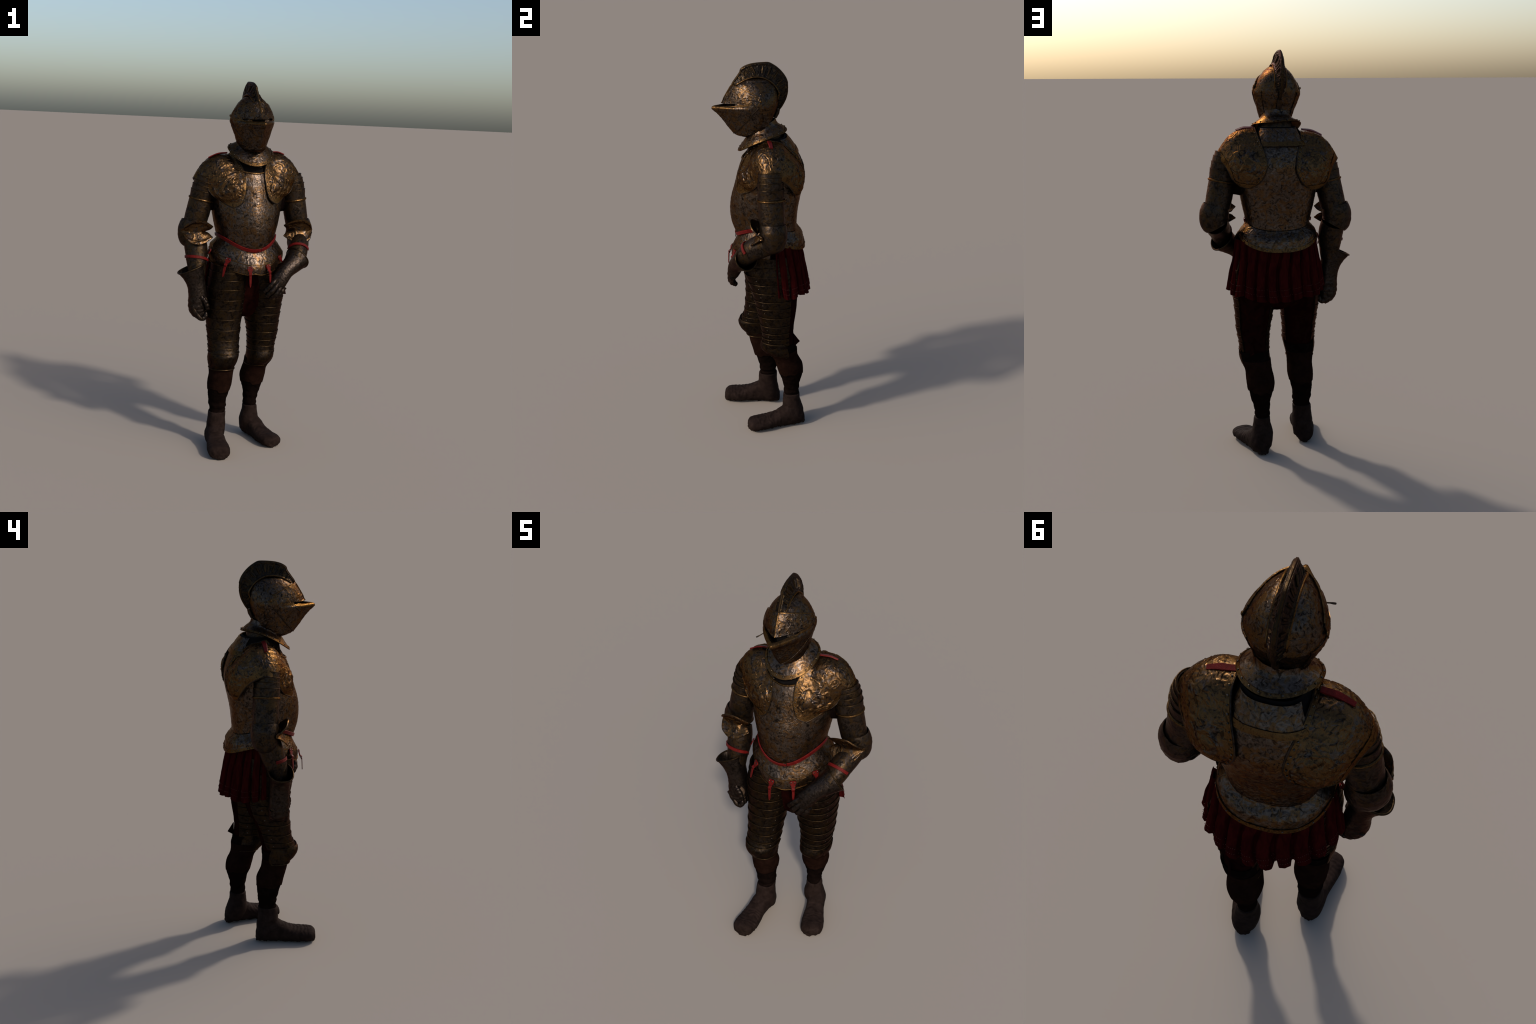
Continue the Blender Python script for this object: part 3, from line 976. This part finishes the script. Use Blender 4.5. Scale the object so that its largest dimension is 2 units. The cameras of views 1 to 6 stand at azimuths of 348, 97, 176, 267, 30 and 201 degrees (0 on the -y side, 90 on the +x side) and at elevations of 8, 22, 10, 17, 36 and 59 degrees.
# ------------------------------------------------------------------ the legs ---
LEG_R = [(.46, -.193, -.056, -.120, .023), (.50, -.197, -.045, -.150, .024), (.53, -.200, -.038, -.161, .030), (.565, -.202, -.035, -.142, .040),
         (.61, -.205, -.033, -.128, .052), (.66, -.210, -.028, -.122, .070), (.73, -.216, -.020, -.116, .108),
         (.82, -.218, -.008, -.118, .130), (.90, -.216, -.002, -.127, .125), (.96, -.208, .0, -.130, .13), (1.03, -.196, -.005, -.130, .13)]
LEG_L = [(.44, .034, .162, .035, .179), (.47, .037, .178, .006, .180), (.50, .040, .188, -.008, .180), (.53, .041, .190, -.006, .174), (.57, .040, .195, -.002, .172),
         (.62, .036, .205, -.008, .177), (.70, .022, .211, -.022, .188), (.78, .012, .218, -.040, .196), (.85, .006, .224, -.058, .200),
         (.92, .002, .224, -.080, .200), (.97, .0, .212, -.092, .19), (1.03, .005, .198, -.096, .18)]
CALF_R = [(.10, -.184, -.084, -.058, .045), (.15, -.181, -.087, -.058, .041), (.21, -.178, -.086, -.052, .042), (.27, -.183, -.083, -.062, .049),
          (.32, -.188, -.072, -.078, .051), (.36, -.190, -.064, -.087, .049), (.42, -.186, -.062, -.102, .026), (.47, -.193, -.055, -.112, .022), (.52, -.195, -.042, -.12, .028)]
CALF_L = [(.09, .030, .132, .090, .198), (.16, .042, .122, .104, .188), (.22, .042, .119, .105, .188), (.28, .037, .136, .096, .200),
          (.32, .026, .146, .082, .209), (.36, .020, .154, .072, .207), (.43, .033, .162, .046, .181), (.47, .037, .182, .012, .180), (.52, .041, .195, .0, .174)]

def make_leg(side, rows, calf, cuts, knee, uspan):
    rows = [(z, a + .003, b - .003, c + .003, d - .003) for z, a, b, c, d in rows]
    f = rings(rows)
    lo = min(r[0] for r in rows)
    hose = shell('hose', lambda U, V: f(U, lo + (1.02 - lo) * V) , 80, 70, HOSERED, 0,
                 lambda P, U, V: -0.004 + 0.003 * fbm(P, 22, 131), wrap=True)
    cf = rings(calf)
    zs = (0.17, calf[-1][0])
    shell('stocking', lambda U, V: cf(U, zs[0] + (zs[1] - zs[0]) * V), 90, 110, HOSE, 0,
          lambda P, U, V: -0.004 * smooth(.22, .18, P[..., 2]) + 0.0035 * fbm(P, 34, 137, 4) + 0.0025 * np.sin(P[..., 2] * 160 + 4 * noise(P, 12, 3)) * smooth(.3, .2, P[..., 2]), wrap=True)
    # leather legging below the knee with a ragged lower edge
    def gf(U, V):
        low = 0.325 + 0.012 * noise(np.stack([np.cos(U * 6.283), np.sin(U * 6.283), 0 * U], -1), 3.0, 9)
        return cf(U, low + (0.475 - low) * V)
    shell('legging', gf, 90, 40, GARTER, 0.002, lambda P, U, V: 0.0035 + 0.0022 * fbm(P, 30, 133), wrap=True, parent=hose)
    # thigh lames, each overlapping the one above
    for i in range(len(cuts) - 1):
        z0, z1 = cuts[i], cuts[i + 1]
        def lf(U, V, z0=z0, z1=z1):
            tilt = 0.006 * np.sin(U * 2 * math.pi) * (1 if i < 99 else 0)
            z = z0 + 0.004 + (z1 - z0 - 0.012) * V
            P = f(U, z)
            P[..., 2] += tilt
            return P
        rel = emboss(0.0010, 34, 141)
        lame = shell('cuisse_lame', lf, 84, 14, LEG, 0.003, lambda P, U, V: 0.0045 * (1 - V) ** 1.2 + 0.0012 + rel(P, U, V) * smooth(0, .2, V),
                     u=uspan, flip=True)
        uu = np.linspace(*uspan, 84)
        e = on_surface(lf, [(q, 0.0) for q in uu], 0.0048, True)
        tube('lame_rim', [p for p, _ in e], 0.0016, LEGGOLD, lame, seg=6)
        rv = on_surface(lf, [(uspan[0] + (uspan[1] - uspan[0]) * q, 0.35) for q in (0.12, 0.72)], 0.004, True)
        studs('rivet', rv, 0.0036, STUD, lame)
    # knee cop
    z0, z1 = knee
    def kf(U, V):
        z = z0 + (z1 - z0) * V
        return f(U, z)
    cx = 0.75
    pol = shell('poleyn', kf, 90, 44, LEG, 0.003, lambda P, U, V: 0.004 + 0.006 * np.sin(np.clip(V, 0, 1) * math.pi) ** 0.8
                * np.exp(-((U - cx) / .16) ** 2) + emboss(0.0010, 36, 145)(P, U, V), u=(0.44, 1.06), flip=True)
    e = on_surface(kf, [(q, 0.0) for q in np.linspace(.44, 1.06, 60)], 0.005, True)
    tube('lame_rim', [p for p, _ in e], 0.0026, LEGGOLD, pol, seg=6)
    e = on_surface(kf, [(q, 1.0) for q in np.linspace(.44, 1.06, 60)], 0.005, True)
    tube('lame_rim', [p for p, _ in e], 0.0026, LEGGOLD, pol, seg=6)
    # side wing of the knee
    zc = (z0 + z1) / 2 + 0.004
    uo = 0.0 if side > 0 else 0.5
    def wf(U, V):
        r = 0.052 * V
        a = U * 2 * math.pi
        P0 = f(np.full_like(U, uo), np.full_like(U, zc))
        y = r * np.cos(a)
        z = r * np.sin(a) * 1.05
        P = f(np.full_like(U, uo), zc + z)
        return np.stack([P[..., 0] * 0.6 + P0[..., 0] * 0.4 + side * (0.010 - 0.010 * V ** 2), P[..., 1] + y + 0.004, zc + z], -1)
    shell('knee_wing', wf, 40, 12, LEG, 0.003, emboss(0.0012, 36, 147), wrap=True, parent=pol, flip=side > 0)
    return hose, f

make_leg(-1, LEG_R, CALF_R, [1.022, .985, .945, .894, .836, .781, .730, .671, .616, .572, .540], (.546, .452), (0.38, 1.10))
make_leg(1, LEG_L, CALF_L, [1.022, .975, .93, .885, .837, .787, .743, .691, .639, .594, .558, .523], (.530, .440), (0.40, 1.12))

# dark breeches joining the thighs under the fauld
brk = rings([(.725, -.035, .045, -.005, .10), (.76, -.10, .10, -.03, .15), (.82, -.16, .165, -.05, .17), (.90, -.180, .185, -.070, .18),
             (1.0, -.178, .185, -.085, .19), (1.08, -.165, .17, -.09, .17)])
shell('breeches', lambda U, V: brk(U, .725 + .355 * V), 90, 50, HOSERED, 0, lambda P, U, V: 0.005 * fbm(P, 20, 151), wrap=True)

# ------------------------------------------------------------------ the boots ---
def boot(name, heel, toe, shaft, tall=1.0):
    heel, toe = np.array(heel, float), np.array(toe, float)
    d = unit(toe - heel)
    L = np.linalg.norm(toe - heel)
    s = np.array([d[1], -d[0]]) * -1
    # t, half width, height
    prof = [(0, .018, .050), (.03, .034, .085), (.10, .046, .105), (.22, .050, .120), (.36, .048, .120), (.48, .050, .100), (.62, .056, .083),
            (.76, .061, .075), (.88, .060, .072), (.96, .052, .066), (1.0, .036, .056)]
    prof = [(t, w, h * (1 - (1 - tall) * min(1, max(0, (t - .25) * 5)))) for t, w, h in prof]
    nu, nv = 48, 50
    U, V = np.meshgrid(np.linspace(0, 1, nu, endpoint=False), np.linspace(0, 1, nv), indexing='ij')
    k = spline(prof, V)
    a = U * 2 * math.pi
    w = k[..., 0] * spow(np.cos(a), 2 / 2.4)
    h = k[..., 1] / 2
    z = h + h * spow(np.sin(a), 2 / 2.4)
    P = np.stack([heel[0] + d[0] * L * V + s[0] * w, heel[1] + d[1] * L * V + s[1] * w, z], -1)
    V3 = list(P.reshape(-1, 3))
    F = []
    for i in range(nu):
        for j in range(nv - 1):
            i2 = (i + 1) % nu
            F.append((i * nv + j, i2 * nv + j, i2 * nv + j + 1, i * nv + j + 1))
    F.append(tuple(i * nv for i in range(nu))[::-1])
    F.append(tuple(i * nv + nv - 1 for i in range(nu)))
    sf = rings(shaft)
    o = len(V3)
    nv2 = 24
    U, V = np.meshgrid(np.linspace(0, 1, nu, endpoint=False), np.linspace(shaft[0][0], shaft[-1][0], nv2), indexing='ij')
    V3 += list(sf(U, V).reshape(-1, 3))
    for i in range(nu):
        for j in range(nv2 - 1):
            i2 = (i + 1) % nu
            F.append((o + i * nv2 + j, o + i2 * nv2 + j, o + i2 * nv2 + j + 1, o + i * nv2 + j + 1))
    F.append(tuple(o + i * nv2 for i in range(nu))[::-1])
    F.append(tuple(o + i * nv2 + nv2 - 1 for i in range(nu)))
    ob = add(name, V3, F, BOOT)
    md = ob.modifiers.new('r', 'REMESH')
    md.mode = 'VOXEL'
    md.voxel_size = 0.0034
    sm = ob.modifiers.new('s', 'SMOOTH')
    sm.iterations = 14
    dg = bpy.context.evaluated_depsgraph_get()
    me = bpy.data.meshes.new_from_object(ob.evaluated_get(dg))
    ob.modifiers.clear()
    ob.data = me
    n = len(me.vertices)
    co = np.zeros(n * 3)
    no = np.zeros(n * 3)
    me.vertices.foreach_get('co', co)
    me.vertices.foreach_get('normal', no)
    co, no = co.reshape(-1, 3), no.reshape(-1, 3)
    along = (co[:, :2] - heel) @ d / L
    # creases over the instep, ragged sole edge
    crease = 0.0008 * np.sin(along * 95 + 5 * noise(co, 25, 7)) * smooth(.35, .5, along) * smooth(.95, .8, along) * smooth(.03, .06, co[:, 2])
    rag = 0.006 * noise(co, 90, 9) * smooth(.03, .004, co[:, 2])
    co = co + no * (0.002 * fbm(co, 40, 161) + crease + rag)[:, None]
    co[:, 2] = np.maximum(co[:, 2], 0.0)
    me.vertices.foreach_set('co', co.ravel())
    me.update()
    me.polygons.foreach_set('use_smooth', [True] * len(me.polygons))
    me.materials.clear()
    me.materials.append(BOOT)
    return ob
boot('boot', (-.146, .056), (-.148, -.264), [(.03, -.180, -.090, -.03, .048), (.08, -.186, -.084, -.055, .052), (.12, -.187, -.083, -.064, .046),
                                            (.16, -.183, -.086, -.062, .044), (.195, -.180, -.084, -.058, .045)])
boot('boot', (.074, .214), (.184, -.084), [(.03, .035, .130, .12, .210), (.08, .026, .136, .098, .212), (.12, .030, .132, .096, .200),
                                          (.16, .040, .125, .100, .192), (.185, .040, .122, .102, .192)], 0.86)

# ------------------------------------------------------------------ the skirt ---
def skirt_fn(U, V):
    """box-pleated cloth hanging behind from hip to hip"""
    A = 0.020 + U * 0.460
    a = A * 2 * math.pi
    c, s = np.cos(a), np.sin(a)
    low = 0.795 + 0.035 * (1 - np.clip(s, 0, 1)) + 0.012 * noise(np.stack([U * 9, 0 * U, 0 * U], -1), 1.0, 3)
    Z = 1.085 + (low - 1.085) * V
    rx = 0.202 + 0.040 * V ** 0.8
    ry = 0.160 + 0.045 * V ** 0.8
    ph = U * 11 + 0.35 * noise(np.stack([U * 6, V * 1.5, 0 * U], -1), 1.0, 8)
    tri = np.abs((ph % 1) - 0.5) * 2
    pleat = smooth(0.08, 0.42, tri) - 0.75 + 0.25 * tri * (0.5 + V)
    amp = 0.010 + 0.015 * V
    r = pleat * amp + 0.004 * noise(np.stack([U * 22, V * 3, 0 * U], -1), 1, 4)
    return place(np.stack([(rx + r) * c + 0.004, (ry + r) * s + 0.085 * (rx + r) * c, Z], -1))
skirt = shell('skirt', skirt_fn, 420, 60, CLOTH, 0.0025, rough(0.0015, 40), flip=True)
for vv in (0.80, 0.90):
    V3 = []
    for u in np.linspace(0.05, 0.95, 90):
        V3.append((u, vv))
    e = on_surface(skirt_fn, V3, 0.0028, True)
    studs('stitch', e, 0.0016, THREAD, skirt, 0.8)

# ------------------------------------------------------- straps on the fauld ---
def fauld_strap(u, v, drop, lean):
    (p, n), = on_surface(fauld_fn, [(u, v)], 0.003, True)
    t = np.array([lean, 0, -1.0])
    t = unit(t - n * (t @ n))
    strap = ribbon('tasset_strap', [p, p + t * .010, p + t * .020, p + t * .034], [n] * 4, [.026, .034, .027, .015], 0.005, RED)
    q = p + t * .036 + n * .003
    sd = unit(np.cross(t, n))
    tube('buckle', [q + sd * .011 + t * .007, q - sd * .011 + t * .007, q - sd * .011 - t * .007, q + sd * .011 - t * .007],
         0.002, STUD, strap, closed=True)
    ribbon('strap_bulge', [q - t * .004, q + t * .006 + n * .006, q + t * .017], [n] * 3, [.017, .018, .015], 0.004, RED, strap)
    h = unit(np.array([lean * .6, -0.05, -1.0]))
    w = q + t * .016 + n * .004
    ribbon('strap_tail', [w, w + h * .02, w + h * drop * .8, w + h * drop], [n] * 4, [.013, .014, .010, .002], 0.004, RED, strap)
    studs('rivet', [(p + sd * .009 + t * .008 + n * .005, n), (p - sd * .009 + t * .008 + n * .005, n)], 0.004, STUD, strap)
for u, v, drop, lean in ((.27, .52, .055, -.30), (.44, .62, .06, .05), (.63, .60, .05, .05), (.78, .52, .04, .2), (.06, .5, .05, 0)):
    fauld_strap(u, v, drop, lean)

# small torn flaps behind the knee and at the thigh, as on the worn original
def flap(name, a, b, c, mat):
    a, b, c = map(np.array, (a, b, c))
    n = unit(np.cross(b - a, c - a)) * 0.003
    V3 = [a + n, b + n, c + n, a - n, b - n, c - n]
    add(name, V3, [(0, 1, 2), (5, 4, 3), (0, 3, 4, 1), (1, 4, 5, 2), (2, 5, 3, 0)], mat, flat=True)
flap('knee_tie', (.13, .168, .575), (.12, .200, .525), (.14, .168, .50), HOSERED)

# keep the hierarchy at thing > part > sub-part
for ob in list(bpy.context.scene.objects):
    while ob.parent and ob.parent is not ROOT and ob.parent.parent is not None and ob.parent.parent is not ROOT:
        ob.parent = ob.parent.parent
